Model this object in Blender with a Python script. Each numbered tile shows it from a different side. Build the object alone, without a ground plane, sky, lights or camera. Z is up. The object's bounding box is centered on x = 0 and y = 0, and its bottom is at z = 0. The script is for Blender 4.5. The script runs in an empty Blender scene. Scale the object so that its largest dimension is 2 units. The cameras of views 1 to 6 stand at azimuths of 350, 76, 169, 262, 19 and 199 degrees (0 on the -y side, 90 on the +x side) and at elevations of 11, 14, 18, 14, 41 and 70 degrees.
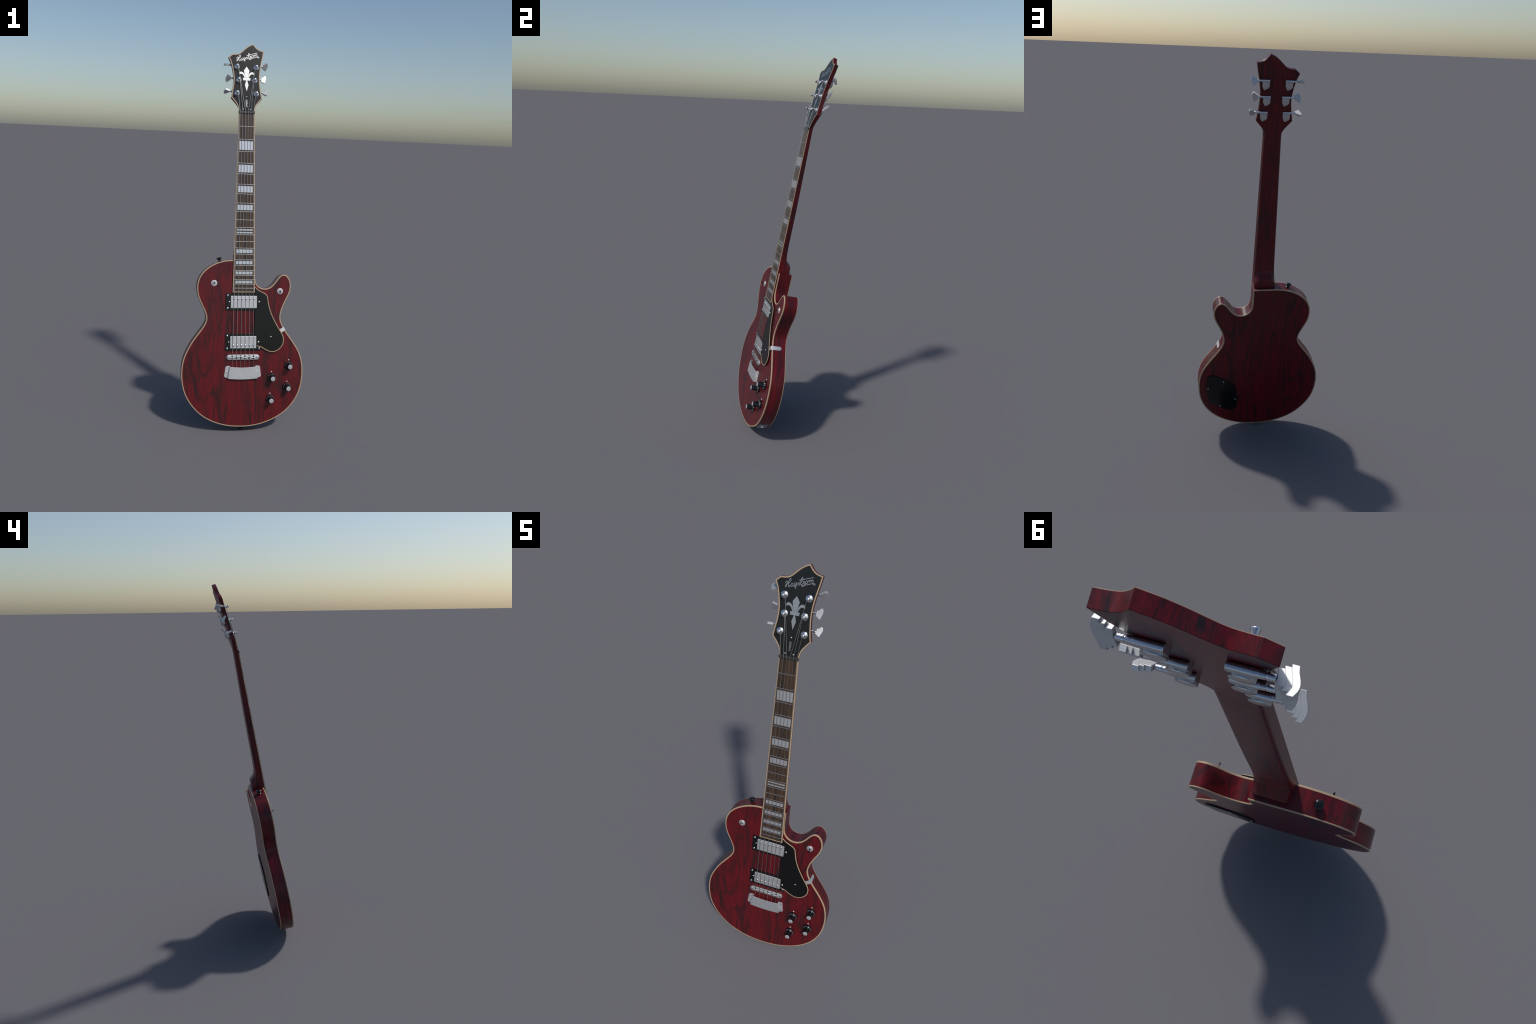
# Leaning solid-body electric guitar, built in its own frame:
#   x = across the strings, y = along the neck, z = out of the front face (z = 0 is the front face of the body)
# and tipped back by 10 degrees through the parent Empty.
import bpy, bmesh, math
from math import sin, cos, pi, radians, sqrt, atan2
from mathutils import Vector, Matrix

LEAN = radians(10.0)
FRONT = 0.1925                     # distance of the front face from the world origin along its normal
BODY_T = 0.0745                    # back of the body below the datum plane
TOP = 0.0017                       # front of the body above it
NC = -0.002                        # centre line of the neck

# ------------------------------------------------------------------ materials
def new_mat(name):
    m = bpy.data.materials.new(name); m.use_nodes = True
    nt = m.node_tree
    return m, nt, nt.nodes["Principled BSDF"]

def N(nt, kind, **kw):
    n = nt.nodes.new(kind)
    for k, v in kw.items():
        if k in n.inputs.keys():
            n.inputs[k].default_value = v
        else:
            setattr(n, k, v)
    return n

def ramp(nt, fac, stops):
    r = nt.nodes.new("ShaderNodeValToRGB")
    els = r.color_ramp.elements
    while len(els) < len(stops):
        els.new(0.5)
    for e, (p, c) in zip(els, stops):
        e.position = p
        e.color = (c, c, c, 1) if isinstance(c, (int, float)) else (*c, 1)
    nt.links.new(fac, r.inputs[0])
    return r.outputs[0]

def mix(nt, fac, a, b, mode="MIX"):
    m = nt.nodes.new("ShaderNodeMix"); m.data_type = "RGBA"; m.blend_type = mode
    for sock, val in ((m.inputs[0], fac), (m.inputs[6], a), (m.inputs[7], b)):
        if isinstance(val, bpy.types.NodeSocket):
            nt.links.new(val, sock)
        elif isinstance(val, (int, float)):
            sock.default_value = val if sock.type == "VALUE" else (val, val, val, 1)
        else:
            sock.default_value = (*val, 1)
    return m.outputs[2]

def coords(nt, scale, loc=(0, 0, 0), rot=(0, 0, 0), src=None):
    if src is None:
        src = nt.nodes.new("ShaderNodeTexCoord").outputs["Object"]
    mp = nt.nodes.new("ShaderNodeMapping")
    mp.inputs["Scale"].default_value = scale
    mp.inputs["Location"].default_value = loc
    mp.inputs["Rotation"].default_value = rot
    nt.links.new(src, mp.inputs["Vector"])
    return mp.outputs[0]

def noise(nt, vec, scale, detail=3, rough=0.5, dist=0.0):
    n = N(nt, "ShaderNodeTexNoise", Scale=scale, Detail=detail, Roughness=rough, Distortion=dist)
    nt.links.new(vec, n.inputs["Vector"])
    return n.outputs["Fac"]

def bump(nt, bsdf, height, strength, dist=0.001):
    b = N(nt, "ShaderNodeBump", Strength=strength, Distance=dist)
    nt.links.new(height, b.inputs["Height"])
    nt.links.new(b.outputs[0], bsdf.inputs["Normal"])

def plain(name, col, rough, metal=0.0, coat=0.0, spec=0.5):
    m, nt, b = new_mat(name)
    b.inputs["Base Color"].default_value = (*col, 1)
    b.inputs["Roughness"].default_value = rough
    b.inputs["Metallic"].default_value = metal
    b.inputs["Coat Weight"].default_value = coat
    b.inputs["Specular IOR Level"].default_value = spec
    return m

def wood_mat():
    """Red-stained open-grain wood: fine fibres, dark pore dashes and broad plain-sawn figure along y."""
    m, nt, b = new_mat("stained_wood")
    tc = nt.nodes.new("ShaderNodeTexCoord")

    def math(op, a, c=0.0):
        n = nt.nodes.new("ShaderNodeMath"); n.operation = op
        for sock, val in ((n.inputs[0], a), (n.inputs[1], c)):
            if isinstance(val, bpy.types.NodeSocket):
                nt.links.new(val, sock)
            else:
                sock.default_value = val
        return n.outputs[0]
    # on the flanks the boards are seen edge-on: there the grain lines stack through the thickness instead of across
    sx = nt.nodes.new("ShaderNodeSeparateXYZ"); nt.links.new(tc.outputs["Object"], sx.inputs[0])
    sn = nt.nodes.new("ShaderNodeSeparateXYZ"); nt.links.new(tc.outputs["Normal"], sn.inputs[0])
    flank = ramp(nt, math("ABSOLUTE", sn.outputs[0]), [(0.60, 0.0), (0.72, 1.0)])
    face = math("SUBTRACT", 1.0, flank)
    cx = nt.nodes.new("ShaderNodeCombineXYZ")
    nt.links.new(math("ADD", math("MULTIPLY", sx.outputs[0], face), math("MULTIPLY", sx.outputs[2], flank)), cx.inputs[0])
    nt.links.new(sx.outputs[1], cx.inputs[1])
    nt.links.new(math("ADD", math("MULTIPLY", sx.outputs[2], face), math("MULTIPLY", flank, math("MULTIPLY", math("SIGN", sx.outputs[0]), 0.35))), cx.inputs[2])
    src = cx.outputs[0]
    # gentle sideways wander of the grain
    wob = N(nt, "ShaderNodeTexNoise", Scale=1.0, Detail=2.0, Roughness=0.5)
    nt.links.new(coords(nt, (3.0, 2.6, 3.0), src=src), wob.inputs["Vector"])
    sub = nt.nodes.new("ShaderNodeVectorMath"); sub.operation = "SUBTRACT"
    nt.links.new(wob.outputs["Color"], sub.inputs[0]); sub.inputs[1].default_value = (0.5, 0.5, 0.5)
    mul = nt.nodes.new("ShaderNodeVectorMath"); mul.operation = "MULTIPLY"
    nt.links.new(sub.outputs[0], mul.inputs[0]); mul.inputs[1].default_value = (0.055, 0.0, 0.055)
    add = nt.nodes.new("ShaderNodeVectorMath"); add.operation = "ADD"
    nt.links.new(src, add.inputs[0]); nt.links.new(mul.outputs[0], add.inputs[1])
    v = add.outputs[0]
    broad = noise(nt, coords(nt, (30, 2.0, 9), src=v), 1.0, 4, 0.6)
    streak = noise(nt, coords(nt, (110, 7.0, 26), loc=(3.1, 0, 1), src=v), 1.0, 4, 0.65)
    dash = noise(nt, coords(nt, (230, 20, 60), loc=(7.1, 3, 1), src=v), 1.0, 3, 0.6)
    fibre = noise(nt, coords(nt, (300, 10, 70), loc=(0, 2, 0), src=v), 1.0, 3, 0.6)
    patch = noise(nt, coords(nt, (7, 3.2, 4), loc=(1.7, 5.2, 0.4), src=src), 1.0, 3, 0.6)
    # plain-sawn figure: contour lines of a slow field, so the lines close into arches
    field = noise(nt, coords(nt, (5.6, 1.25, 2.0), loc=(1.9, 0.25, 3.3), src=src), 1.0, 1.2, 0.4)
    sep = nt.nodes.new("ShaderNodeSeparateXYZ"); nt.links.new(v, sep.inputs[0])
    ph = math("ADD", math("MULTIPLY", field, 11.0), math("MULTIPLY", sep.outputs[0], 3.0))
    ph = math("ADD", ph, math("MULTIPLY", streak, 0.55))
    line = math("ABSOLUTE", math("SUBTRACT", math("FRACT", ph), 0.5))          # 0 on a ring line, 0.5 between
    rings = ramp(nt, line, [(0.0, 1.0), (0.05, 0.75), (0.19, 0.0)])
    deep, mid, bright = (0.0160, 0.0070, 0.0080), (0.082, 0.0050, 0.0082), (0.150, 0.0050, 0.0096)
    col = ramp(nt, fibre, [(0.34, mid), (0.62, bright)])
    k1 = ramp(nt, broad, [(0.36, 0.60), (0.52, 0.0)])
    k2 = ramp(nt, streak, [(0.34, 0.95), (0.50, 0.0)])
    k3 = ramp(nt, patch, [(0.40, 0.10), (0.56, 1.0)])
    k4 = ramp(nt, dash, [(0.34, 0.9), (0.45, 0.0)])
    col = mix(nt, k1, col, (0.036, 0.0080, 0.0102))
    col = mix(nt, math("MULTIPLY", k2, math("ADD", math("MULTIPLY", k3, 0.75), 0.2)), col, deep)
    col = mix(nt, math("MULTIPLY", math("MULTIPLY", rings, k3), 0.74), col, (0.018, 0.0085, 0.0095))
    col = mix(nt, math("MULTIPLY", k4, 0.55), col, (0.017, 0.0078, 0.0088))
    nt.links.new(col, b.inputs["Base Color"])
    b.inputs["Roughness"].default_value = 0.34
    b.inputs["Specular IOR Level"].default_value = 0.36
    bump(nt, b, fibre, 0.05, 0.0005)
    return m

def rosewood_mat():
    m, nt, b = new_mat("rosewood")
    a = noise(nt, coords(nt, (60, 3.0, 60)), 1.0, 4, 0.6)
    f = noise(nt, coords(nt, (330, 12, 330)), 1.0, 3, 0.6)
    col = ramp(nt, a, [(0.36, (0.026, 0.0145, 0.0090)), (0.5, (0.054, 0.029, 0.0150)), (0.66, (0.082, 0.043, 0.0210))])
    col = mix(nt, ramp(nt, f, [(0.34, 0.6), (0.5, 0.0)]), col, (0.016, 0.010, 0.008))
    nt.links.new(col, b.inputs["Base Color"])
    b.inputs["Roughness"].default_value = 0.5
    bump(nt, b, f, 0.12, 0.0005)
    return m

def nickel_mat():
    """Aged satin nickel: fine speckle in tone and gloss."""
    m, nt, b = new_mat("satin_nickel")
    s = noise(nt, coords(nt, (1, 1, 1)), 1300.0, 2, 0.7)
    l = noise(nt, coords(nt, (1, 1, 1)), 45.0, 3, 0.6)
    col = mix(nt, 0.5, ramp(nt, s, [(0.35, (0.54, 0.54, 0.545)), (0.6, (0.70, 0.70, 0.705))]),
              ramp(nt, l, [(0.3, (0.56, 0.56, 0.56)), (0.7, (0.70, 0.705, 0.71))]))
    nt.links.new(col, b.inputs["Base Color"])
    b.inputs["Metallic"].default_value = 0.85
    nt.links.new(ramp(nt, s, [(0.3, 0.62), (0.7, 0.50)]), b.inputs["Roughness"])
    bump(nt, b, s, 0.04, 0.0003)
    return m

def pearl_mat():
    m, nt, b = new_mat("mother_of_pearl")
    s = noise(nt, coords(nt, (1, 0.5, 1)), 55.0, 4, 0.65, 1.0)
    col = ramp(nt, s, [(0.3, (0.60, 0.615, 0.63)), (0.6, (0.71, 0.725, 0.74))])
    nt.links.new(col, b.inputs["Base Color"])
    b.inputs["Roughness"].default_value = 0.36
    b.inputs["Metallic"].default_value = 0.75
    return m

def cream_mat():
    m, nt, b = new_mat("cream_binding")
    s = noise(nt, coords(nt, (1, 1, 1)), 30.0, 3, 0.6)
    nt.links.new(ramp(nt, s, [(0.3, (0.40, 0.285, 0.175)), (0.7, (0.46, 0.325, 0.205))]), b.inputs["Base Color"])
    b.inputs["Roughness"].default_value = 0.4
    return m

def face_mat():
    m, nt, b = new_mat("black_lacquer")
    s = noise(nt, coords(nt, (1, 1, 1)), 60.0, 4, 0.6)
    nt.links.new(ramp(nt, s, [(0.3, (0.0075, 0.0082, 0.0088)), (0.75, (0.0125, 0.0128, 0.0132))]), b.inputs["Base Color"])
    b.inputs["Roughness"].default_value = 0.27
    b.inputs["Specular IOR Level"].default_value = 0.32
    return m

WOOD = wood_mat()
ROSE = rosewood_mat()
NICKEL = nickel_mat()
PEARL = pearl_mat()
CREAM = cream_mat()
LACQUER = face_mat()
GUARD = plain("black_plastic_sheet", (0.0034, 0.0034, 0.0034), 0.26, spec=0.42)
BACKPL = plain("black_cavity_plastic", (0.0032, 0.0032, 0.0034), 0.26, spec=0.36)
BLACK = plain("black_gloss_plastic", (0.006, 0.0062, 0.0075), 0.16)
NUTM = plain("graphite_nut", (0.024, 0.025, 0.022), 0.5)
CHROME = plain("polished_chrome", (0.72, 0.73, 0.75), 0.22, 1.0)
STEEL = plain("string_steel", (0.54, 0.53, 0.51), 0.34, 1.0)
FRETM = plain("fret_nickel", (0.58, 0.59, 0.61), 0.28, 1.0)
CAPM = plain("brushed_aluminium_cap", (0.46, 0.46, 0.47), 0.42, 0.35)
INLAYW = plain("pearl_lettering", (0.45, 0.455, 0.47), 0.40, 0.8)
DULL = plain("dull_nickel", (0.30, 0.31, 0.33), 0.5, 0.9)
SATIN = plain("satin_steel", (0.60, 0.61, 0.63), 0.30, 1.0)
WHITE = plain("white_paint", (0.62, 0.62, 0.62), 0.35)
DARKM = plain("dark_slot", (0.018, 0.018, 0.019), 0.5)

# ------------------------------------------------------------------ scene helpers
root = bpy.data.objects.new("electric_guitar", None)
root.rotation_euler = (radians(90) - LEAN, 0, 0)
root.location = (0, -FRONT * cos(LEAN), FRONT * sin(LEAN))
root.empty_display_size = 0.1
root["label"] = "dark red single-cutaway electric guitar leaning back, cream binding"
root["category"] = "electric guitar"
bpy.context.collection.objects.link(root)

def link(ob, parent, mat=None):
    bpy.context.collection.objects.link(ob)
    ob.parent = parent
    if mat is not None and not ob.data.materials:
        ob.data.materials.append(mat)
    return ob

def finish_mesh(bm, name, mats, angle=35, merge=True):
    if merge:
        bmesh.ops.remove_doubles(bm, verts=bm.verts, dist=1e-6)
    bmesh.ops.recalc_face_normals(bm, faces=bm.faces)
    me = bpy.data.meshes.new(name)
    bm.to_mesh(me); bm.free()
    for p in me.polygons:
        p.use_smooth = True
    me.set_sharp_from_angle(angle=radians(angle))
    for mt in (mats if isinstance(mats, (list, tuple)) else [mats]):
        me.materials.append(mt)
    return me

def place(me, name, parent, matrix=None):
    ob = bpy.data.objects.new(name, me)
    bpy.context.collection.objects.link(ob)
    ob.parent = parent
    if matrix is not None:
        ob.matrix_local = matrix
    return ob

def part(bm, name, parent, mats, angle=35):
    return place(finish_mesh(bm, name, mats, angle), name, parent)

def catmull(pts, closed=False, per=12):
    """Centripetal Catmull-Rom curve through 2D or 3D control points."""
    P = [Vector(p) for p in pts]; n = len(P); out = []
    segs = n if closed else n - 1
    for i in range(segs):
        if closed:
            p0, p1, p2, p3 = P[i - 1], P[i], P[(i + 1) % n], P[(i + 2) % n]
        else:
            p1, p2 = P[i], P[i + 1]
            p0 = P[i - 1] if i > 0 else p1 * 2 - p2
            p3 = P[i + 2] if i + 2 < n else p2 * 2 - p1
        t0 = 0.0
        t1 = t0 + max((p1 - p0).length, 1e-9) ** 0.5
        t2 = t1 + max((p2 - p1).length, 1e-9) ** 0.5
        t3 = t2 + max((p3 - p2).length, 1e-9) ** 0.5
        for k in range(per):
            t = t1 + (t2 - t1) * k / per
            a1 = p0 * ((t1 - t) / (t1 - t0)) + p1 * ((t - t0) / (t1 - t0))
            a2 = p1 * ((t2 - t) / (t2 - t1)) + p2 * ((t - t1) / (t2 - t1))
            a3 = p2 * ((t3 - t) / (t3 - t2)) + p3 * ((t - t2) / (t3 - t2))
            b1 = a1 * ((t2 - t) / (t2 - t0)) + a2 * ((t - t0) / (t2 - t0))
            b2 = a2 * ((t3 - t) / (t3 - t1)) + a3 * ((t - t1) / (t3 - t1))
            out.append(b1 * ((t2 - t) / (t2 - t1)) + b2 * ((t - t1) / (t2 - t1)))
    if not closed:
        out.append(P[-1].copy())
    return out

def resample(pts, step, closed=False):
    pts = [p.copy() for p in pts]
    if closed:
        pts.append(pts[0].copy())
    L = [0.0]
    for a, b in zip(pts, pts[1:]):
        L.append(L[-1] + (b - a).length)
    n = max(2, round(L[-1] / step)); out = []; j = 0
    for i in range(n + (0 if closed else 1)):
        s = L[-1] * i / n
        while j < len(L) - 2 and L[j + 1] < s:
            j += 1
        f = (s - L[j]) / max(L[j + 1] - L[j], 1e-12)
        out.append(pts[j].lerp(pts[j + 1], min(max(f, 0), 1)))
    return out

def area(poly):
    return 0.5 * sum(a.x * b.y - b.x * a.y for a, b in zip(poly, poly[1:] + poly[:1]))

def ccw(poly):
    poly = [Vector((p[0], p[1])) for p in poly]
    return poly if area(poly) > 0 else poly[::-1]

def inset(poly, d):
    """Mitred inward offset of a counter-clockwise polygon."""
    n = len(poly); out = []
    for i in range(n):
        a, b, c = poly[i - 1], poly[i], poly[(i + 1) % n]
        e1 = (b - a).normalized(); e2 = (c - b).normalized()
        n1 = Vector((-e1.y, e1.x)); n2 = Vector((-e2.y, e2.x))
        m = n1 + n2
        m = m.normalized() if m.length > 1e-6 else n1
        out.append(b + m * (d / max(m.dot(n1), 0.35)))
    return out

def loops(bm, rings, cap0=True, cap1=True):
    """Skin closed rings of 3D points."""
    vs = [[bm.verts.new(p) for p in r] for r in rings]
    fs = []
    for a, b in zip(vs, vs[1:]):
        n = len(a)
        for i in range(n):
            fs.append(bm.faces.new((a[i], a[(i + 1) % n], b[(i + 1) % n], b[i])))
    if cap0:
        fs.append(bm.faces.new(vs[0][::-1]))
    if cap1:
        fs.append(bm.faces.new(vs[-1]))
    return fs

def plate(bm, poly, z0, z1, bevel=0.0, fn=None, steps=3, bottom=True):
    """Prism of a 2D outline from z0 to z1 with a rounded upper edge. fn maps (x, y, z) to 3D."""
    fn = fn or (lambda x, y, z: Vector((x, y, z)))
    poly = ccw(poly)
    rr = [(0.0, z0)]
    if bevel > 0:
        for k in range(steps + 1):
            a = (pi / 2) * k / steps
            rr.append((bevel * (1 - cos(a)), z1 - bevel + bevel * sin(a)))
        rr.append((bevel * 1.35, z1))
    else:
        rr.append((0.0, z1))
    rings = []
    for d, z in rr:
        q = inset(poly, d) if d > 0 else poly
        rings.append([fn(p.x, p.y, z) for p in q])
    return loops(bm, rings, cap0=bottom)

def lathe(bm, prof, seg=32, M=None):
    """Revolve (radius, height) pairs around z."""
    M = M or Matrix.Identity(4)
    rings = []
    for r, z in prof:
        if r < 1e-7:
            rings.append([bm.verts.new(M @ Vector((0, 0, z)))])
        else:
            rings.append([bm.verts.new(M @ Vector((r * cos(2 * pi * i / seg), r * sin(2 * pi * i / seg), z))) for i in range(seg)])
    fs = []
    for a, b in zip(rings, rings[1:]):
        for i in range(seg):
            j = (i + 1) % seg
            if len(a) == 1 and len(b) == 1:
                continue
            if len(a) == 1:
                fs.append(bm.faces.new((a[0], b[j], b[i])))
            elif len(b) == 1:
                fs.append(bm.faces.new((a[i], a[j], b[0])))
            else:
                fs.append(bm.faces.new((a[i], a[j], b[j], b[i])))
    return fs

def box(bm, c, s, bevel=0.0, M=None):
    M = M or Matrix.Identity(4)
    x, y = s[0] / 2, s[1] / 2
    poly = [(-x, -y), (x, -y), (x, y), (-x, y)]
    if bevel > 0:
        poly = round_poly(poly, bevel, 3)
    C = Vector(c)
    return plate(bm, poly, -s[2] / 2, s[2] / 2, bevel, lambda a, b, z: M @ (C + Vector((a, b, z))))

def round_poly(poly, r, seg=4):
    """Round every corner of a polygon; r is a number or one radius per corner."""
    P = [Vector((p[0], p[1])) for p in poly]; n = len(P); out = []
    for i in range(n):
        a, b, c = P[i - 1], P[i], P[(i + 1) % n]
        rad = r[i] if isinstance(r, (list, tuple)) else r
        if rad <= 0:
            out.append(b); continue
        d1 = (a - b); d2 = (c - b)
        k = min(rad, d1.length * 0.49, d2.length * 0.49)
        p, q = b + d1.normalized() * k, b + d2.normalized() * k
        for s in range(seg + 1):
            t = s / seg
            out.append(p * (1 - t) ** 2 + b * (2 * t * (1 - t)) + q * t * t)
    return out

def tube(bm, pts, rad, seg=8, closed_ends=True):
    pts = [Vector(p) for p in pts]; rings = []
    up = None
    for i, p in enumerate(pts):
        t = (pts[min(i + 1, len(pts) - 1)] - pts[max(i - 1, 0)]).normalized()
        if up is None:
            up = Vector((0, 0, 1)) if abs(t.z) < 0.9 else Vector((1, 0, 0))
        x = t.cross(up).normalized(); y = x.cross(t).normalized(); up = y
        rings.append([p + x * (rad * cos(2 * pi * k / seg)) + y * (rad * sin(2 * pi * k / seg)) for k in range(seg)])
    loops(bm, rings, closed_ends, closed_ends)

def smooth(a, b, x):
    t = min(max((x - a) / (b - a), 0), 1)
    return t * t * (3 - 2 * t)

def lin(x, pts):
    if x <= pts[0][0]:
        return pts[0][1]
    for (a, p), (b, q) in zip(pts, pts[1:]):
        if x <= b:
            return p + (q - p) * (x - a) / (b - a)
    return pts[-1][1]

def T(x, y, z):
    return Matrix.Translation((x, y, z))

# ------------------------------------------------------------------ body
BODY = [(0.0555, 0.8680), (0.02, 0.8682), (-0.03, 0.8681), (-0.0606, 0.8677), (-0.0848, 0.8665), (-0.1047, 0.8636),
        (-0.1279, 0.8578), (-0.1509, 0.8490), (-0.1739, 0.8370), (-0.1968, 0.8208), (-0.2162, 0.8012), (-0.2307, 0.7793),
        (-0.2395, 0.7556), (-0.2430, 0.7309), (-0.2425, 0.7100), (-0.2388, 0.6864), (-0.2300, 0.6615), (-0.2190, 0.6382),
        (-0.2071, 0.6138), (-0.1976, 0.5906), (-0.1934, 0.5708), (-0.1940, 0.5555), (-0.1995, 0.5390), (-0.2106, 0.5197),
        (-0.2267, 0.4975), (-0.2428, 0.4761), (-0.2595, 0.4535), (-0.2749, 0.4290), (-0.2892, 0.4019), (-0.3003, 0.3780),
        (-0.3082, 0.3565), (-0.3140, 0.3325), (-0.3174, 0.3068), (-0.3187, 0.2805), (-0.3179, 0.2574), (-0.3153, 0.2327),
        (-0.3106, 0.2080), (-0.3040, 0.1846), (-0.2950, 0.1625), (-0.2825, 0.1390), (-0.2644, 0.1128), (-0.2398, 0.0845),
        (-0.2110, 0.0593), (-0.1808, 0.0395), (-0.1530, 0.0260), (-0.1222, 0.0145), (-0.0920, 0.0063), (-0.0634, 0.0013),
        (-0.0374, -0.0015), (-0.0071, -0.0030), (0.0217, -0.0026), (0.0504, -0.0002), (0.0810, 0.0045), (0.1060, 0.0104),
        (0.1345, 0.0195), (0.1656, 0.0324), (0.1963, 0.0490), (0.2270, 0.0703), (0.2542, 0.0953), (0.2770, 0.1240),
        (0.2948, 0.1551), (0.3076, 0.1872), (0.3154, 0.2180), (0.3199, 0.2550), (0.3207, 0.2899), (0.3183, 0.3205),
        (0.3136, 0.3450), (0.3068, 0.3683), (0.2977, 0.3900), (0.2866, 0.4097), (0.2723, 0.4320), (0.2550, 0.4560),
        (0.2390, 0.4775), (0.2243, 0.4990), (0.2080, 0.5265), (0.1985, 0.5500), (0.1955, 0.5690), (0.1974, 0.5883),
        (0.2030, 0.6108), (0.2112, 0.6321), (0.2212, 0.6541), (0.2328, 0.6765), (0.2428, 0.6990), (0.2482, 0.7216),
        (0.2489, 0.7430), (0.2442, 0.7638), (0.2344, 0.7810), (0.2225, 0.7918), (0.2100, 0.7952), (0.1970, 0.7902),
        (0.1845, 0.7782), (0.1711, 0.7600), (0.1575, 0.7424), (0.1426, 0.7290), (0.1274, 0.7214), (0.1104, 0.7188),
        (0.0933, 0.7215), (0.0780, 0.7297), (0.0670, 0.7410), (0.0600, 0.7560), (0.0567, 0.7750), (0.0555, 0.8000),
        (0.0553, 0.8350), (0.0555, 0.8680)]
outline = resample(catmull(BODY, per=6), 0.0055)[:-1]
outline = inset(ccw(outline), -0.0009)
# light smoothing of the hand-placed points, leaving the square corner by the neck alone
corner = min(range(len(outline)), key=lambda i: (outline[i] - Vector((0.0555, 0.868))).length)
for _ in range(3):
    q = [p.copy() for p in outline]; n = len(q)
    for i in range(n):
        if i != corner:
            outline[i] = q[i] * 0.5 + (q[i - 1] + q[(i + 1) % n]) * 0.25

BIND_W, BIND_F, BIND_B = 0.0056, 0.0036, 0.0038
inner = inset(outline, BIND_W)
def ring3(poly, z):
    return [Vector((p.x, p.y, z)) for p in poly]

bm = bmesh.new()
loops(bm, [ring3(outline, -BODY_T + BIND_B), ring3(outline, -BIND_F)], False, False)   # side wall
for poly, zi in ((inner, TOP), (inner, -BODY_T)):
    f = bm.faces.new([bm.verts.new(p) for p in ring3(poly, zi)])
body = part(bm, "body", root, WOOD, 40)
# inner faces must point outwards: front +z, back -z
for p in body.data.polygons:
    if len(p.vertices) > 10:
        if (p.center.z > -0.03) != (p.normal.z > 0):
            p.flip()
body.data.update()

def binding_ring(name, z_in, z_face, sgn):
    bm = bmesh.new(); r = 0.0014
    rings = [ring3(outline, z_in)]
    for k in range(4):
        a = pi / 2 * k / 3
        rings.append(ring3(inset(outline, max(r * (1 - cos(a)), 1e-7)), z_face - sgn * (r - r * sin(a))))
    rings.append(ring3(inner, z_face))
    rings.append(ring3(inner, z_face - sgn * 0.003))
    loops(bm, rings, False, False)
    return part(bm, name, root, CREAM, 50)
binding_ring("body_binding", -BIND_F, TOP + 0.0002, 1)
binding_ring("body_binding", -BODY_T + BIND_B, -BODY_T - 0.0002, -1)

# ------------------------------------------------------------------ neck, heel, fretboard
NUT, SCALE = 1.632, 1.264
FB_END = 0.7000
def fb_top(v): return 0.0101 + 0.0004 * (v - 0.70)
def fb_hw(v): return 0.0584 - 0.0160 * (v - 0.70) / 0.93
FB_T = 0.0017

def neck_back(v):
    return lin(v, [(0.86, -0.0585), (0.905, -0.0588), (0.9155, -0.0585), (0.9185, -0.0562), (0.925, -0.0500), (0.932, -0.0432),
                   (0.939, -0.0364), (0.944, -0.0318), (0.950, -0.0292), (0.965, -0.0260), (0.99, -0.0236), (1.03, -0.0221), (1.08, -0.0217), (1.17, -0.0213),
                   (1.31, -0.0197), (1.446, -0.0167), (1.576, -0.0138), (1.62, -0.0128), (1.66, -0.0136), (1.69, -0.0163), (1.72, -0.0190)])

def neck_section(v):
    hw = fb_hw(min(v, 1.632))
    if v > 1.632:
        hw -= 0.0035 * smooth(1.632, 1.65, v)
    wt = fb_top(v) - FB_T if v < 1.632 else lin(v, [(1.632, fb_top(1.632) - FB_T), (1.642, 0.003), (1.72, -0.006)])
    heel = 1 - smooth(0.90, 0.96, v)
    hb = hw * (0.875 + 0.060 * heel)
    wb_edge = neck_back(v + 0.026 * heel + 0.004) if v < 0.99 else neck_back(v)
    pts = []
    k = 7
    wc = wb_edge
    rad = 0.007 + 0.003 * heel
    # side, rounded corner, back
    side = Vector((hw - hb, wt - wc)); sl = side.length; sd = side / sl
    rad = min(rad, sl * 0.45)
    p0 = Vector((hb, wc)) + sd * rad
    p2 = Vector((hb - rad, neck_w(v, hb - rad, hb)))
    pm = Vector((hb, wc))
    for i in range(4):
        t = i / 4
        pts.append(Vector((hw, wt)).lerp(p0, t))
    for i in range(k):
        t = i / k
        pts.append(p0 * (1 - t) ** 2 + pm * (2 * t * (1 - t)) + p2 * t * t)
    for i in range(12):
        x = (hb - rad) * (1 - i / 12)
        pts.append(Vector((x, neck_w(v, x, hb))))
    half = pts
    full = half + [Vector((0.0, neck_w(v, 0, hb)))] + [Vector((-p.x, p.y)) for p in half[::-1]]
    return [Vector((NC + p.x, v, p.y)) for p in full]

def neck_w(v, x, hb):
    """Back of the neck; the heel ends in an arch, so its edge runs lower at the sides."""
    a = abs(x) / hb
    shift = 0.030 * a ** 4
    w = neck_back(v + shift)
    crown = 0.0012 * (1 - a * a) * smooth(0.93, 1.0, v) * (1 - smooth(1.6, 1.68, v))
    return w - crown - 0.0005 * smooth(0.95, 1.0, v) * (1 - smooth(1.58, 1.66, v))

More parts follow.
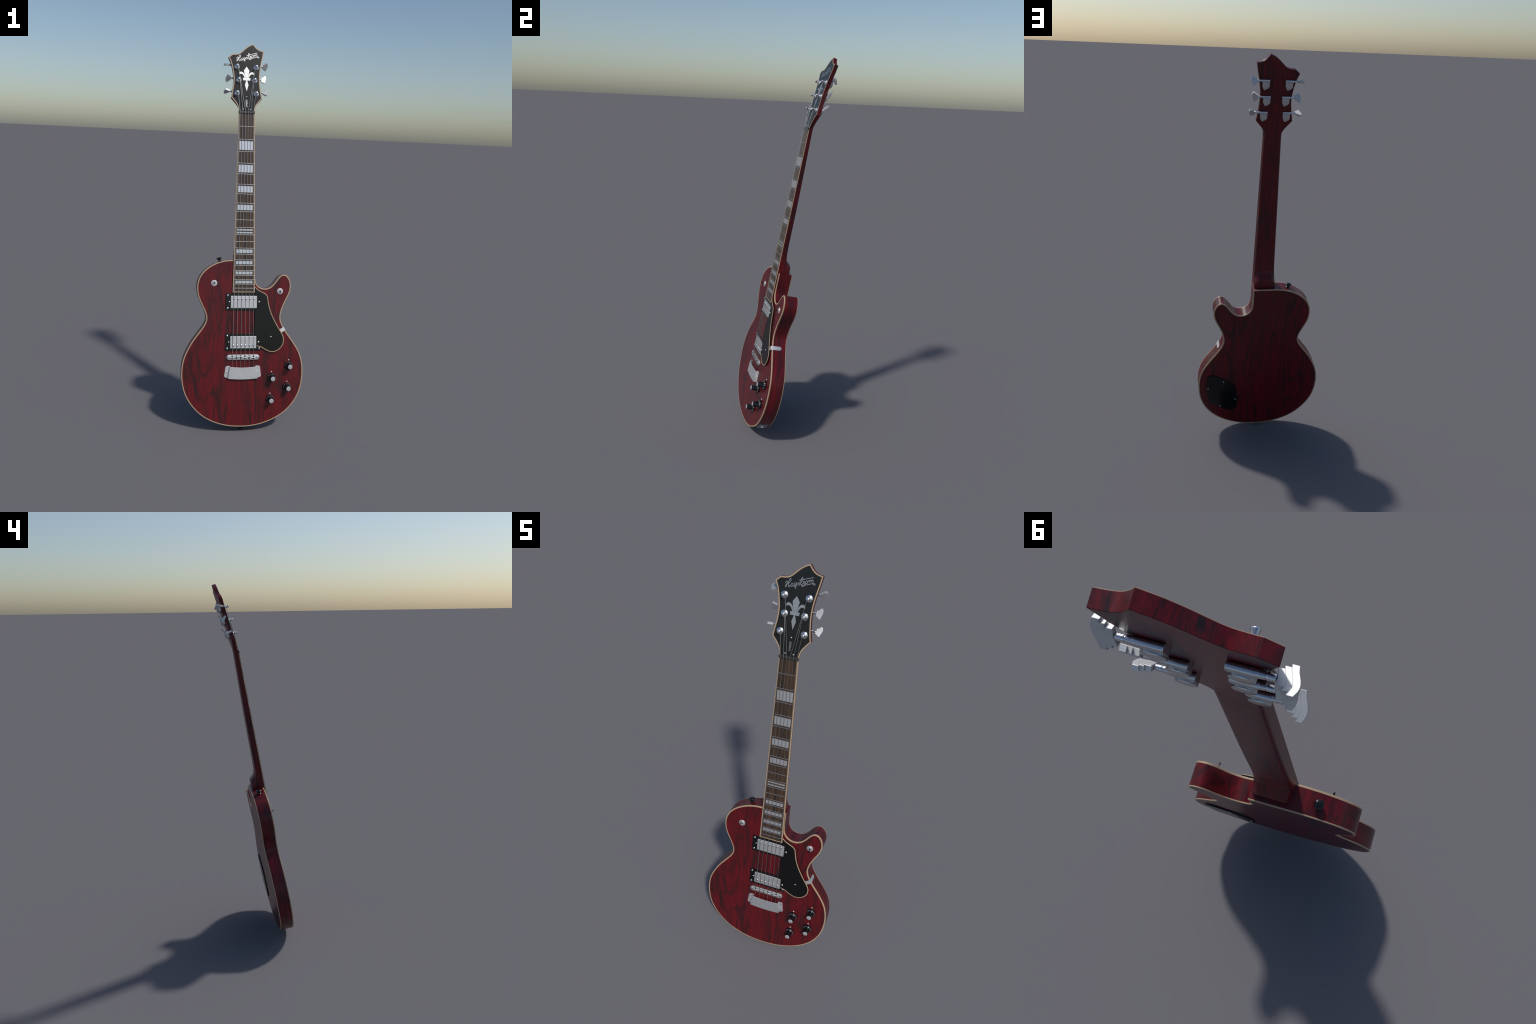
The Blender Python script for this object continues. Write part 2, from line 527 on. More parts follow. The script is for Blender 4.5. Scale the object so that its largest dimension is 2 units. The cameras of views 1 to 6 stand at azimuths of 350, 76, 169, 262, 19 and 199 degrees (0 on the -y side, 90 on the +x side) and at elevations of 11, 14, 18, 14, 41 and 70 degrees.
bm = bmesh.new()
vs = [0.8600, 0.870, 0.876, 0.882] + [0.886 + 0.002 * i for i in range(36)] + [0.960, 0.966, 0.972, 0.980, 0.988] + [0.995 + 0.02 * i for i in range(31)] + \
     [1.605, 1.615, 1.625, 1.632, 1.638, 1.645, 1.655, 1.665, 1.675, 1.685, 1.695, 1.71]
loops(bm, [neck_section(v) for v in vs])
neck = part(bm, "neck", root, WOOD, 27)

# tongue of the neck that carries the fretboard over the body
bm = bmesh.new()
loops(bm, [[Vector((NC + s * fb_hw(v), v, z)) for s, z in ((1, -0.002), (1, fb_top(v) - FB_T), (-1, fb_top(v) - FB_T), (-1, -0.002))] for v in (FB_END, 0.8605)])
part(bm, "neck_tongue", neck, WOOD)

FBIND = 0.0058
bm = bmesh.new()
e0 = FB_END + 0.0058
loops(bm, [[Vector((NC + s * (fb_hw(v) - FBIND), v, z)) for s, z in ((1, fb_top(v) - FB_T), (1, fb_top(v)), (-1, fb_top(v)), (-1, fb_top(v) - FB_T))] for v in (e0, 1.632)])
fretboard = part(bm, "fretboard", root, ROSE)

bm = bmesh.new()
def fb_strip(rows):
    loops(bm, rows)
for s in (1, -1):
    rows = []
    for v in (FB_END, 1.631):
        o, i_ = NC + s * (fb_hw(v)), NC + s * (fb_hw(v) - FBIND)
        t = fb_top(v) + 0.0001
        rows.append([Vector((o, v, t - FB_T)), Vector((o, v, t - 0.0010)), Vector((o - s * 0.0010, v, t)), Vector((i_, v, t)), Vector((i_, v, t - FB_T))])
    fb_strip(rows)
w0 = fb_hw(FB_END) - FBIND
rows = []
for x in (-w0, w0):
    t = fb_top(FB_END) + 0.0001
    rows.append([Vector((NC + x, FB_END, t - FB_T)), Vector((NC + x, FB_END, t - 0.001)), Vector((NC + x, FB_END + 0.001, t)), Vector((NC + x, e0, t)), Vector((NC + x, e0, t - FB_T))])
fb_strip(rows)
part(bm, "fretboard_binding", fretboard, CREAM)

def fret_pos(n): return NUT - SCALE * (1 - 2 ** (-n / 12.0))

bm = bmesh.new()
sec = [(0.0014 * cos(pi * i / 8), 0.0014 * sin(pi * i / 8) - 0.0002) for i in range(9)]
loops(bm, [[Vector((x * 1.0, y, z)) for y, z in sec] for x in (-1.0, 1.0)])
fret_me = finish_mesh(bm, "fret", FRETM)
for n in range(1, 23):
    v = fret_pos(n)
    place(fret_me, "fret", fretboard, T(NC, v, fb_top(v)) @ Matrix.Diagonal((fb_hw(v) - 0.0012, 1, 1, 1)))

bm = bmesh.new(); box(bm, (0, 0, 0), (2, 2, 0.0008))
inlay_me = finish_mesh(bm, "inlay", PEARL)
def inlay(v0, v1):
    v = (v0 + v1) / 2
    place(inlay_me, "inlay", fretboard, T(NC, v, fb_top(v)) @ Matrix.Diagonal((fb_hw(v) * 0.775, (v1 - v0) / 2, 1, 1)))
for n in (3, 5, 7, 9, 15, 17, 19, 21):
    a, b = fret_pos(n), fret_pos(n - 1)
    g = min(0.0088, 0.21 * (b - a))
    inlay(a + g, b - g)
a, b = fret_pos(12), fret_pos(11); m_ = (a + b) / 2
inlay(a + 0.0076, m_ - 0.0033); inlay(m_ + 0.0033, b - 0.0076)

# ------------------------------------------------------------------ headstock
SL = 0.1208
def face_w(v): return 0.0006 - SL * (v - 1.711)
HN = Vector((0, SL, 1)).normalized()
def hp(u, v, h=0.0):
    return Vector((u, v, face_w(v))) + HN * h
HY = Vector((0, 1, -SL)).normalized()
HEADM = Matrix(((1, 0, 0, 0), (0, HY.y, HN.y, 0), (0, HY.z, HN.z, 0), (0, 0, 0, 1)))   # local head axes
def HM(u, v, h=0.0): return Matrix.Translation(hp(u, v, h)) @ HEADM

R_up = [(0.0400, 1.6340), (0.0404, 1.6442), (0.0428, 1.6580), (0.0488, 1.6730), (0.0590, 1.6872), (0.0790, 1.7110)]
R_side = [(0.0790, 1.7110), (0.0752, 1.7270), (0.0709, 1.7555), (0.0679, 1.7843), (0.0666, 1.8104), (0.0675, 1.8366), (0.0710, 1.8660), (0.0768, 1.8985), (0.0835, 1.9290), (0.0900, 1.9648)]
tipc = [(0.0900, 1.9648), (0.0738, 1.9681), (0.0595, 1.9737), (0.0488, 1.9825), (0.0409, 1.9920), (0.0343, 2.0012)]
crown = [(0.0343, 2.0012), (0.0135, 1.9915), (-0.0010, 1.9814), (-0.0152, 1.9686), (-0.0267, 1.9572), (-0.0367, 1.9488), (-0.0475, 1.9436), (-0.0610, 1.9414), (-0.0764, 1.9405)]
L_side = [(-0.0957, 1.9240), (-0.0851, 1.8991), (-0.0780, 1.8735), (-0.0725, 1.8450), (-0.0698, 1.8162), (-0.0704, 1.7903), (-0.0738, 1.7641), (-0.0786, 1.7351), (-0.0828, 1.7115)]
L_low = [(-0.0828, 1.7115), (-0.0625, 1.6877), (-0.0525, 1.6730), (-0.0464, 1.6580), (-0.0440, 1.6442), (-0.0437, 1.6340)]
head = []
for seg in (R_up, R_side, tipc, crown, L_side, L_low):
    c = resample(catmull(seg, per=6), 0.0045)
    head += c if not head or (head[-1] - c[0]).length > 1e-4 else c[1:]
HEAD_T, FACE_T = 0.0208, 0.0022
head = inset(ccw(head), -0.0006)
hin = inset(head, 0.0049)
bm = bmesh.new()
def back_taper(p):
    k = 0.0065 * (1 - smooth(1.638, 1.695, p.y))
    return Vector((p.x - math.copysign(k, p.x), p.y))
hb_ = [back_taper(p) for p in head]
loops(bm, [[hp(p.x, p.y, -HEAD_T) for p in inset(hb_, 0.0006)], [hp(p.x, p.y, -HEAD_T + 0.0006) for p in hb_],
           [hp(p.x, p.y, -0.0006) for p in head], [hp(p.x, p.y, 0.0) for p in inset(head, 0.0004)], [hp(p.x, p.y, -0.0008) for p in inset(head, 0.0010)]])
headstock = part(bm, "headstock", root, WOOD, 28)
bm = bmesh.new()
loops(bm, [[hp(p.x, p.y, -0.0004) for p in inset(head, 0.0003)], [hp(p.x, p.y, 0.0003) for p in inset(head, 0.0003)], [hp(p.x, p.y, 0.0005) for p in inset(head, 0.0006)],
           [hp(p.x, p.y, 0.0005) for p in hin], [hp(p.x, p.y, -0.0004) for p in hin]], False, False)
part(bm, "headstock_binding", headstock, CREAM, 28)
bm = bmesh.new()
plate(bm, hin, -0.0007, 0.0002, 0.0, hp, bottom=False)
part(bm, "headstock_face", headstock, LACQUER)

# nut with string slots
STR_NUT = [-0.0376, -0.0236, -0.0095, 0.0047, 0.0189, 0.0334]
NUT_HW = 0.0421
bm = bmesh.new()
prof = []
x = -NUT_HW
top = 0.0158
prof.append((-NUT_HW, 0.0055)); prof.append((-NUT_HW, top - 0.001)); prof.append((-NUT_HW + 0.001, top))
for s in STR_NUT:
    c = s - NC
    prof += [(c - 0.0011, top), (c - 0.0008, top - 0.0016), (c + 0.0008, top - 0.0016), (c + 0.0011, top)]
prof += [(NUT_HW - 0.001, top), (NUT_HW, top - 0.001), (NUT_HW, 0.0055)]
loops(bm, [[Vector((NC + x, v, z - dz)) for x, z in prof] for v, dz in ((1.6288, 0.0008), (1.6300, 0.0), (1.6395, 0.0004), (1.6408, 0.0016))])
part(bm, "nut", root, NUTM, 30)

# fleur-de-lis inlay
FC = -0.0020
fleur = bmesh.new()
def fl(poly, hgt=0.0005):
    plate(fleur, [(FC + x, y) for x, y in poly], -0.0004, hgt, 0.0, hp, bottom=False)
fl([(0.0, 1.8774), (0.0147, 1.8556), (0.0056, 1.8166), (-0.0056, 1.8166), (-0.0147, 1.8556)])
fl([(-0.0202, 1.8165), (0.0202, 1.8165), (0.0186, 1.8033), (-0.0186, 1.8033)], 0.00055)
fl([(-0.0026, 1.8034), (0.0026, 1.8034), (0.0095, 1.7788), (0.0, 1.7458), (-0.0095, 1.7788)])
arm = [(0.0072, 1.8164), (0.0094, 1.8300), (0.0145, 1.8400), (0.0218, 1.8468), (0.0290, 1.8487), (0.0357, 1.8465), (0.0391, 1.8415),
       (0.0374, 1.8330), (0.0332, 1.8371), (0.0270, 1.8376), (0.0200, 1.8335), (0.0140, 1.8240), (0.0115, 1.8164)]
sm = catmull(arm[:8], per=4) + catmull(arm[8:], per=4)
fl([(p.x, p.y) for p in sm]); fl([(-p.x, p.y) for p in sm])
part(fleur, "fleur_de_lis_inlay", headstock, INLAYW)

# script lettering, drawn as flat pen strokes
def pen(bm, pts, width, h0=-0.0003, h1=0.0005, per=5, close=False):
    c = resample(catmull(pts, per=per), 0.0009)
    left, right = [], []
    for i, p in enumerate(c):
        t = (c[min(i + 1, len(c) - 1)] - c[max(i - 1, 0)])
        t = t.normalized() if t.length > 1e-9 else Vector((1, 0))
        nrm = Vector((-t.y, t.x)) * width / 2
        left.append(p + nrm); right.append(p - nrm)
    for i in range(len(c) - 1):
        pass
    rows = []
    for l, r in zip(left, right):
        rows.append([hp(l.x, l.y, h0), hp(l.x, l.y, h1), hp(r.x, r.y, h1), hp(r.x, r.y, h0)])
    loops(bm, rows)

script = {
    "H_left": [(-0.0552, 1.9175), (-0.0534, 1.9219), (-0.0491, 1.9264), (-0.0470, 1.9246), (-0.0474, 1.9188), (-0.0509, 1.9138), (-0.0538, 1.9075), (-0.0523, 1.9036), (-0.0496, 1.9069), (-0.0475, 1.9143), (-0.0440, 1.9193)],
    "H_right": [(-0.0430, 1.9189), (-0.0371, 1.9242), (-0.0339, 1.9311), (-0.0345, 1.9367), (-0.0368, 1.9382), (-0.0403, 1.9326), (-0.0423, 1.9247), (-0.0429, 1.9163), (-0.0419, 1.9088), (-0.0389, 1.9052), (-0.0359, 1.9085), (-0.0362, 1.9120), (-0.0321, 1.9110)],
    "a": [(-0.0238, 1.9203), (-0.0277, 1.9213), (-0.0311, 1.9169), (-0.0319, 1.9117), (-0.0287, 1.9090), (-0.0251, 1.9128), (-0.0234, 1.9204), (-0.0237, 1.9124), (-0.0214, 1.9107), (-0.0178, 1.9146)],
    "g": [(-0.0107, 1.9250), (-0.0158, 1.9251), (-0.0185, 1.9209), (-0.0181, 1.9165), (-0.0152, 1.9157), (-0.0117, 1.9201), (-0.0099, 1.9248), (-0.0093, 1.9204), (-0.0106, 1.9126), (-0.0120, 1.9051), (-0.0156, 1.9093), (-0.0122, 1.9143), (-0.0076, 1.9201), (-0.0047, 1.9244)],
    "s": [(-0.0047, 1.9244), (-0.0021, 1.9286), (0.0009, 1.9240), (0.0008, 1.9195), (-0.0021, 1.9177), (-0.0046, 1.9184)],
    "t": [(0.0013, 1.9203), (0.0064, 1.9280), (0.0116, 1.9390), (0.0125, 1.9454), (0.0094, 1.9493), (0.0066, 1.9407), (0.0054, 1.9323), (0.0055, 1.9247), (0.0081, 1.9212), (0.0124, 1.9240), (0.0159, 1.9283)],
    "bar": [(-0.0019, 1.9359), (0.0061, 1.9393), (0.0159, 1.9423), (0.0353, 1.9487), (0.0546, 1.9553)],
    "r": [(0.0159, 1.9283), (0.0169, 1.9354), (0.0201, 1.9346), (0.0194, 1.9301), (0.0190, 1.9257), (0.0218, 1.9252), (0.0254, 1.9286)],
    "o": [(0.0282, 1.9394), (0.0250, 1.9361), (0.0250, 1.9310), (0.0283, 1.9278), (0.0320, 1.9303), (0.0325, 1.9360), (0.0282, 1.9394)],
    "m": [(0.0329, 1.9373), (0.0389, 1.9427), (0.0395, 1.9390), (0.0386, 1.9313), (0.0399, 1.9384), (0.0454, 1.9448), (0.0459, 1.9413), (0.0454, 1.9337), (0.0464, 1.9401), (0.0520, 1.9466), (0.0533, 1.9418), (0.0529, 1.9330), (0.0572, 1.9337), (0.0618, 1.9325), (0.0633, 1.9293), (0.0594, 1.9284), (0.0551, 1.9299), (0.0527, 1.9320), (0.0385, 1.9275), (0.0255, 1.9232), (0.0099, 1.9182), (0.0157, 1.9159), (0.0224, 1.9210), (0.0321, 1.9249)],
}
bm = bmesh.new()
for i, (k, s) in enumerate(script.items()):
    pen(bm, s, 0.0021, h1=0.0005 + 0.00002 * i)
part(bm, "script_lettering", headstock, INLAYW)

# truss-rod cover with its sloping lettering and three screws
cover = round_poly([(-0.0265, 1.6425), (0.0215, 1.6425), (0.0200, 1.6560), (0.0055, 1.7220), (-0.0105, 1.7220), (-0.0250, 1.6560)], 0.006, 4)
bm = bmesh.new()
plate(bm, cover, -0.0004, 0.0010, 0.0, hp, bottom=False)
cover_ob = part(bm, "truss_rod_cover", headstock, LACQUER)
cu = bpy.data.curves.new("cover_lettering", "FONT")
cu.body = "SWEDE"; cu.size = 0.0120; cu.shear = 0.35; cu.space_character = 0.98; cu.extrude = 0.0002; cu.offset = 0.00012
cu.align_x = "CENTER"; cu.align_y = "CENTER"; cu.resolution_u = 3
tmp = bpy.data.objects.new("cover_lettering_curve", cu)
bpy.context.collection.objects.link(tmp)
bpy.context.view_layer.update()
dg = bpy.context.evaluated_depsgraph_get()
tme = bpy.data.meshes.new_from_object(tmp.evaluated_get(dg))
bpy.data.objects.remove(tmp); bpy.data.curves.remove(cu)
tme.name = "cover_lettering"; tme.materials.clear(); tme.materials.append(INLAYW)
place(tme, "cover_lettering", headstock, HM(-0.0025, 1.6795, 0.0012) @ Matrix.Rotation(pi / 2, 4, "Z"))

# ------------------------------------------------------------------ screws
def dome(r, h):
    return [(r, -0.002), (r, 0.12 * h)] + [(r * cos(a), h * (0.12 + 0.88 * sin(a))) for a in [pi / 2 * k / 6 for k in range(1, 6)]] + [(0, h)]
def slotted_screw(name, r, h, mat):
    bm = bmesh.new()
    lathe(bm, dome(r, h), 24)
    # cross recess
    fs = []
    for rot in (0, pi / 2):
        M = Matrix.Rotation(rot + 0.4, 4, "Z")
        f = box(bm, (0, 0, h * 0.985), (r * 1.0, r * 0.16, h * 0.12), 0, M)
        fs += f
    me = finish_mesh(bm, name, [mat, DARKM])
    return me
screw_me = slotted_screw("screw", 0.0056, 0.0036, CHROME)
small_me = slotted_screw("screw_small", 0.0042, 0.0030, CHROME)
for u, v in ((-0.0026, 1.7155), (-0.0203, 1.6490), (0.0153, 1.6490)):
    place(small_me, "screw", headstock, HM(u, v, 0.0008) @ Matrix.Scale(0.85, 4))

# ------------------------------------------------------------------ tuning machines
def tuner_housing(sg):
    bm = bmesh.new()
    M = Matrix.Identity(4)
    x0, x1 = -0.0160, 0.0160
    # gear box: rounded plate under the disc reaching up to the worm shaft
    poly = [(x0, 0.0168), (x1, 0.0168), (x1, 0.0)] + [(0.0160 * cos(a), -0.002 - 0.0160 * sin(a)) for a in [pi * k / 14 for k in range(0, 4)]] + \
           [(0.0105, -0.0165), (0.0085, -0.0205), (0.0055, -0.0226), (0.0020, -0.0226), (-0.0010, -0.0208), (-0.0035, -0.0182)] + \
           [(0.0160 * cos(a), -0.002 - 0.0160 * sin(a)) for a in [pi * k / 14 for k in range(9, 15)]]
    poly = ccw(poly)
    plate(bm, [(p.x, p.y) for p in poly], -0.0305, -HEAD_T + 0.0005, 0.0)
    # flatten: outer shell with a softened rim on the back
    disc = [(0.0158 * cos(2 * pi * k / 40), -0.002 + 0.0158 * sin(2 * pi * k / 40)) for k in range(40)]
    rings = []
    for ins, z in ((0.0, -0.0300), (0.0, -0.0338), (0.0008, -0.0348), (0.0016, -0.0350)):
        rings.append([Vector((p.x, p.y, z)) for p in (inset(ccw(disc), ins) if ins else ccw(disc))])
    loops(bm, rings)
    # worm-shaft housing
    A = Matrix.Translation((0, 0.0168, -0.0262)) @ Matrix.Rotation(sg * pi / 2, 4, "Y")
    lathe(bm, [(0, -0.0165), (0.0050, -0.0165), (0.0058, -0.0155), (0.0058, 0.0185), (0.0056, 0.0192), (0.0053, 0.0195), (0.0048, 0.0275), (0.0, 0.0276)], 28, A)
    return finish_mesh(bm, "tuning_machine", SATIN, 35)

def tuner_shaft(sg):
    bm = bmesh.new()
    A = Matrix.Translation((0, 0.0168, -0.0262)) @ Matrix.Rotation(sg * pi / 2, 4, "Y")
    lathe(bm, [(0.0, 0.0274), (0.0036, 0.0274), (0.0036, 0.0286), (0.0044, 0.0288), (0.0047, 0.0294), (0.0047, 0.0318), (0.0042, 0.0321), (0.0042, 0.0326),
               (0.0047, 0.0329), (0.0047, 0.0352), (0.0042, 0.0355), (0.0042, 0.0360), (0.0047, 0.0363), (0.0047, 0.0382), (0.0042, 0.0390), (0.0, 0.0391)], 28, A)
    return finish_mesh(bm, "tuner_shaft", CHROME, 35)

def tuner_button():
    """Three stepped slabs bent in an S, standing on the shaft end; x outwards, y long axis, z thickness."""
    bm = bmesh.new()
    def bend(t):
        return lin(t, [(-1.1, -0.0046), (-0.75, -0.0034), (-0.5, -0.0020), (-0.2, 0.0006), (0.0, 0.0020), (0.25, 0.0032), (0.45, 0.0034), (0.65, 0.0026), (0.85, 0.0008), (1.1, -0.0014)])
    for x0, x1, hl, off in ((0.0000, 0.0084, 0.0118, 0.0), (0.0082, 0.0156, 0.0162, 0.0002), (0.0154, 0.0240, 0.0206, 0.0004)):
        rings = []
        n = 12
        up, dn = hl + off, -hl + off
        edge = []
        for k in range(n + 1):
            y = dn + (up - dn) * k / n
            b = bend(y / 0.0206)
            lo, hi = x0 + b, x1 + b
            if x0 == 0.0:
                lo = max(lo * 0.6, -0.001)
            edge.append((y, lo, hi))
        outl = [Vector((hi, y)) for y, lo, hi in edge] + [Vector((lo, y)) for y, lo, hi in edge[::-1]]
        outl = ccw(outl)
        th = 0.0044
        for ins, z in ((0.0004, -th), (0.0, -th + 0.0004), (0.0, th - 0.0004), (0.0004, th)):
            q = inset(outl, ins) if ins else outl
            rings.append([Vector((p.x, p.y, z)) for p in q])
        loops(bm, rings)
    return finish_mesh(bm, "tuner_button", NICKEL, 35)

def tuner_post():
    bm = bmesh.new()
    # washer / bushing
    lathe(bm, [(0.0, -0.001), (0.0150, -0.001), (0.0150, 0.0008), (0.0145, 0.0018), (0.0132, 0.0026), (0.0108, 0.0036), (0.0086, 0.0048), (0.0068, 0.0060),
               (0.0056, 0.0063), (0.0052, 0.0080), (0.0047, 0.0084), (0.0050, 0.0092), (0.0046, 0.0100), (0.0050, 0.0108), (0.0046, 0.0116), (0.0050, 0.0124), (0.0046, 0.0132), (0.0046, 0.0150),
               (0.0052, 0.0180), (0.0062, 0.0212), (0.0064, 0.0224), (0.0060, 0.0233), (0.0050, 0.0240), (0.0034, 0.0245), (0.0016, 0.0248), (0.0, 0.0249)], 36)
    return finish_mesh(bm, "string_post", CHROME, 40)

POSTS = {1: [(0.0482, 1.7342), (0.0399, 1.8045), (0.0482, 1.8752)], -1: [(-0.0524, 1.7340), (-0.0434, 1.8043), (-0.0524, 1.8752)]}
ANG = {1: [-32, -6, 36], -1: [81, 43, 118]}
post_me, button_me = tuner_post(), tuner_button()
for sg in (1, -1):
    hme, sme = tuner_housing(sg), tuner_shaft(sg)
    for (u, v), ang in zip(POSTS[sg], ANG[sg]):
        base = HM(u, v, 0.0)
        tun = place(hme, "tuning_machine", root, base)
        place(sme, "tuner_shaft", tun)
        place(post_me, "string_post", tun, T(0, 0, 0.0002))
        ax = Matrix.Translation((sg * 0.0385, 0.0168, -0.0262))
        Rm = Matrix.Rotation(radians(ang), 4, "X")
        if sg < 0:
            Rm = Rm @ Matrix.Rotation(pi, 4, "Z")
        place(button_me, "tuner_button", tun, ax @ Rm)

# ------------------------------------------------------------------ strings
STR_END = [-0.0570, -0.0350, -0.0127, 0.0097, 0.0320, 0.0548]      # at the bridge
BR_V, BR_W = 0.3640, 0.0135
GAUGE = [0.00125, 0.00115, 0.00105, 0.00095, 0.00088, 0.00080]
target = [(-1, 0), (-1, 1), (-1, 2), (1, 2), (1, 1), (1, 0)]
for i in range(6):
    bm = bmesh.new()
    sg, k = target[i]
    pu, pv = POSTS[sg][k]
    side = 1 if sg < 0 else -1
    ph = hp(pu + side * 0.0052, pv - 0.001, 0.0108)
    pts = [Vector((STR_END[i], 0.2950, 0.0092)), Vector((STR_END[i], 0.318, 0.0104)), Vector((STR_END[i], BR_V - 0.006, BR_W - 0.0008)), Vector((STR_END[i], BR_V, BR_W)),
           Vector((STR_END[i], BR_V + 0.006, BR_W - 0.0001)),
           Vector((STR_NUT[i], 1.6300, 0.0152)), Vector((STR_NUT[i], 1.6385, 0.0149)), ph]
    # three turns round the post
    c = hp(pu, pv, 0.0)
    for j in range(1, 31):
        a = (0 if side > 0 else pi) + side * 2 * pi * j / 10
        pts.append(c + Vector((cos(a) * 0.0054, 0, 0)) + HY * (sin(a) * 0.0054) + HN * (0.0108 + 0.0009 * j / 10))
    tube(bm, pts, GAUGE[i], 8)
    part(bm, "string", root, STEEL, 60)

# ------------------------------------------------------------------ pickups
bm = bmesh.new()
ringp = round_poly([(-0.0950, -0.0447), (0.0932, -0.0447), (0.0932, 0.0447), (-0.0950, 0.0447)], 0.0055, 4)
plate(bm, ringp, -0.001, 0.0056, 0.0012)
ring_me = finish_mesh(bm, "pickup_ring", GUARD)
bm = bmesh.new()
cov = round_poly([(-0.0690, -0.0322), (0.0690, -0.0322), (0.0690, 0.0322), (-0.0690, 0.0322)], 0.0035, 4)
plate(bm, cov, 0.002, 0.0098, 0.0016)
cover_me = finish_mesh(bm, "pickup", NICKEL)
bm = bmesh.new()
lathe(bm, [(0.0062, -0.001), (0.0062, 0.0008), (0.0056, 0.0017), (0.0042, 0.0024), (0.0022, 0.0028), (0.0, 0.0029)], 24)
pole_me = finish_mesh(bm, "pole_piece", CHROME)
for vc, pole_v in ((0.6503, 0.6665), (0.4400, 0.4240)):
    pk = place(cover_me, "pickup", root, T(0, vc + 0.0002, 0))
    place(ring_me, "pickup_ring", pk)
    for k in range(6):
        place(pole_me, "pole_piece", pk, T(-0.0525 + 0.0210 * k, pole_v - vc, 0.0091))
    for dv in (0.0333, -0.0333):
        place(screw_me, "screw", pk, T(-0.0845, dv + 0.0012, 0.0050))
    place(small_me, "screw", pk, T(-0.0768, 0.0010, 0.0050))
    if vc < 0.5:
        place(screw_me, "screw", pk, T(0.0843, -0.0331, 0.0050))

# ------------------------------------------------------------------ pickguard: black sheet with a cream edge, raised above the top
edge = catmull([(0.0580, 0.7300), (0.0728, 0.7160), (0.0899, 0.7066), (0.1045, 0.6999), (0.1170, 0.6912), (0.1245, 0.6798), (0.1275, 0.6640), (0.1312, 0.6432), (0.1368, 0.6200),
                (0.1440, 0.5980), (0.1528, 0.5775), (0.1640, 0.5550), (0.1776, 0.5305), (0.1915, 0.5075), (0.2050, 0.4856), (0.2128, 0.4680), (0.2150, 0.4510), (0.2126, 0.4335),
                (0.2058, 0.4185), (0.1950, 0.4055), (0.1809, 0.3950), (0.1660, 0.3896), (0.1510, 0.3886), (0.1345, 0.3924), (0.1177, 0.4000), (0.1022, 0.4095), (0.0885, 0.4160), (0.0718, 0.4200)], per=6)
edge = resample(edge, 0.004)
inner_side = [(0.0712, 0.4210), (0.0712, 0.4742), (0.0580, 0.4742), (0.0580, 0.6160), (0.0712, 0.6160), (0.0712, 0.6842), (0.0580, 0.6842), (0.0580, 0.7290)]
gp = [Vector(p) for p in edge] + [Vector(p) for p in inner_side]
G0, G1 = 0.0022, 0.0112
bm = bmesh.new()
gpc = ccw(gp)
loops(bm, [ring3(gpc, G0), ring3(gpc, G1 - 0.0016), ring3(gpc, G1)])
guard = part(bm, "pickguard", root, GUARD, 30)
# cream line along the free edge
bm = bmesh.new()
rows = []
ec = [Vector(p) for p in edge]
for i, p in enumerate(ec):
    t = (ec[min(i + 1, len(ec) - 1)] - ec[max(i - 1, 0)]).normalized()
    nrm = Vector((-t.y, t.x))           # curve runs down the outer side, so this points away from the guard
    o = p + nrm * 0.0005; ii = p - nrm * 0.0037; bo = p + nrm * 0.0001
    rows.append([Vector((o.x, o.y, G1 - 0.0016)), Vector((o.x, o.y, G1 - 0.0004)), Vector((bo.x, bo.y, G1 + 0.0003)), Vector((ii.x, ii.y, G1 + 0.0003)), Vector((ii.x, ii.y, G1 - 0.0016))])
loops(bm, rows)
part(bm, "pickguard_edge", guard, CREAM, 40)
for u, v, me in ((0.0795, 0.6522, screw_me), (0.0797, 0.4415, screw_me), (0.1450, 0.4684, small_me)):
    place(me, "screw", guard, T(u, v, G1 - 0.0004))

# bent metal bracket holding the guard to the side of the body
bm = bmesh.new()
d = Vector((0.0171, 0.0106)).normalized(); along = Vector((-d.y, d.x))
cc = Vector((0.2193, 0.5113))
W2, TH = 0.0100, 0.0020
def bp(a, b, z):   # a along the edge, b outwards
    q = cc + along * a + d * b
    return Vector((q.x, q.y, z))
topz = 0.0074
sec = [(-0.0400, topz), (-0.003, topz), (-0.0010, topz - 0.0008), (0.0, topz - 0.003), (0.0, -0.038)]
sec_i = [(-0.0400, topz - TH), (-0.0038, topz - TH), (-0.0024, topz - TH - 0.0004), (-TH, topz - 0.0042), (-TH, -0.038)]
rows = [[bp(a, b, z) for a, (b, z) in ((-W2, s), (W2, s), (W2, i), (-W2, i))] for s, i in zip(sec, sec_i)]
for k in range(1, 7):
    an = pi / 2 * k / 6
    w = max(W2 * cos(an), 0.0004); z = -0.038 - 0.0100 * sin(an)
    rows.append([bp(-w, 0, z), bp(w, 0, z), bp(w, -TH, z), bp(-w, -TH, z)])
loops(bm, rows)
part(bm, "pickguard_bracket", root, NICKEL, 30)

# ------------------------------------------------------------------ bridge
def stadium(hx, hy, seg=12):
    return [(hx - hy + hy * cos(a), hy * sin(a)) for a in [-pi / 2 + pi * k / seg for k in range(seg + 1)]] + \
           [(-hx + hy + hy * cos(a), hy * sin(a)) for a in [pi / 2 + pi * k / seg for k in range(seg + 1)]]
bm = bmesh.new()
base = stadium(0.0862, 0.0136)
M = T(0, 0.3622, 0)
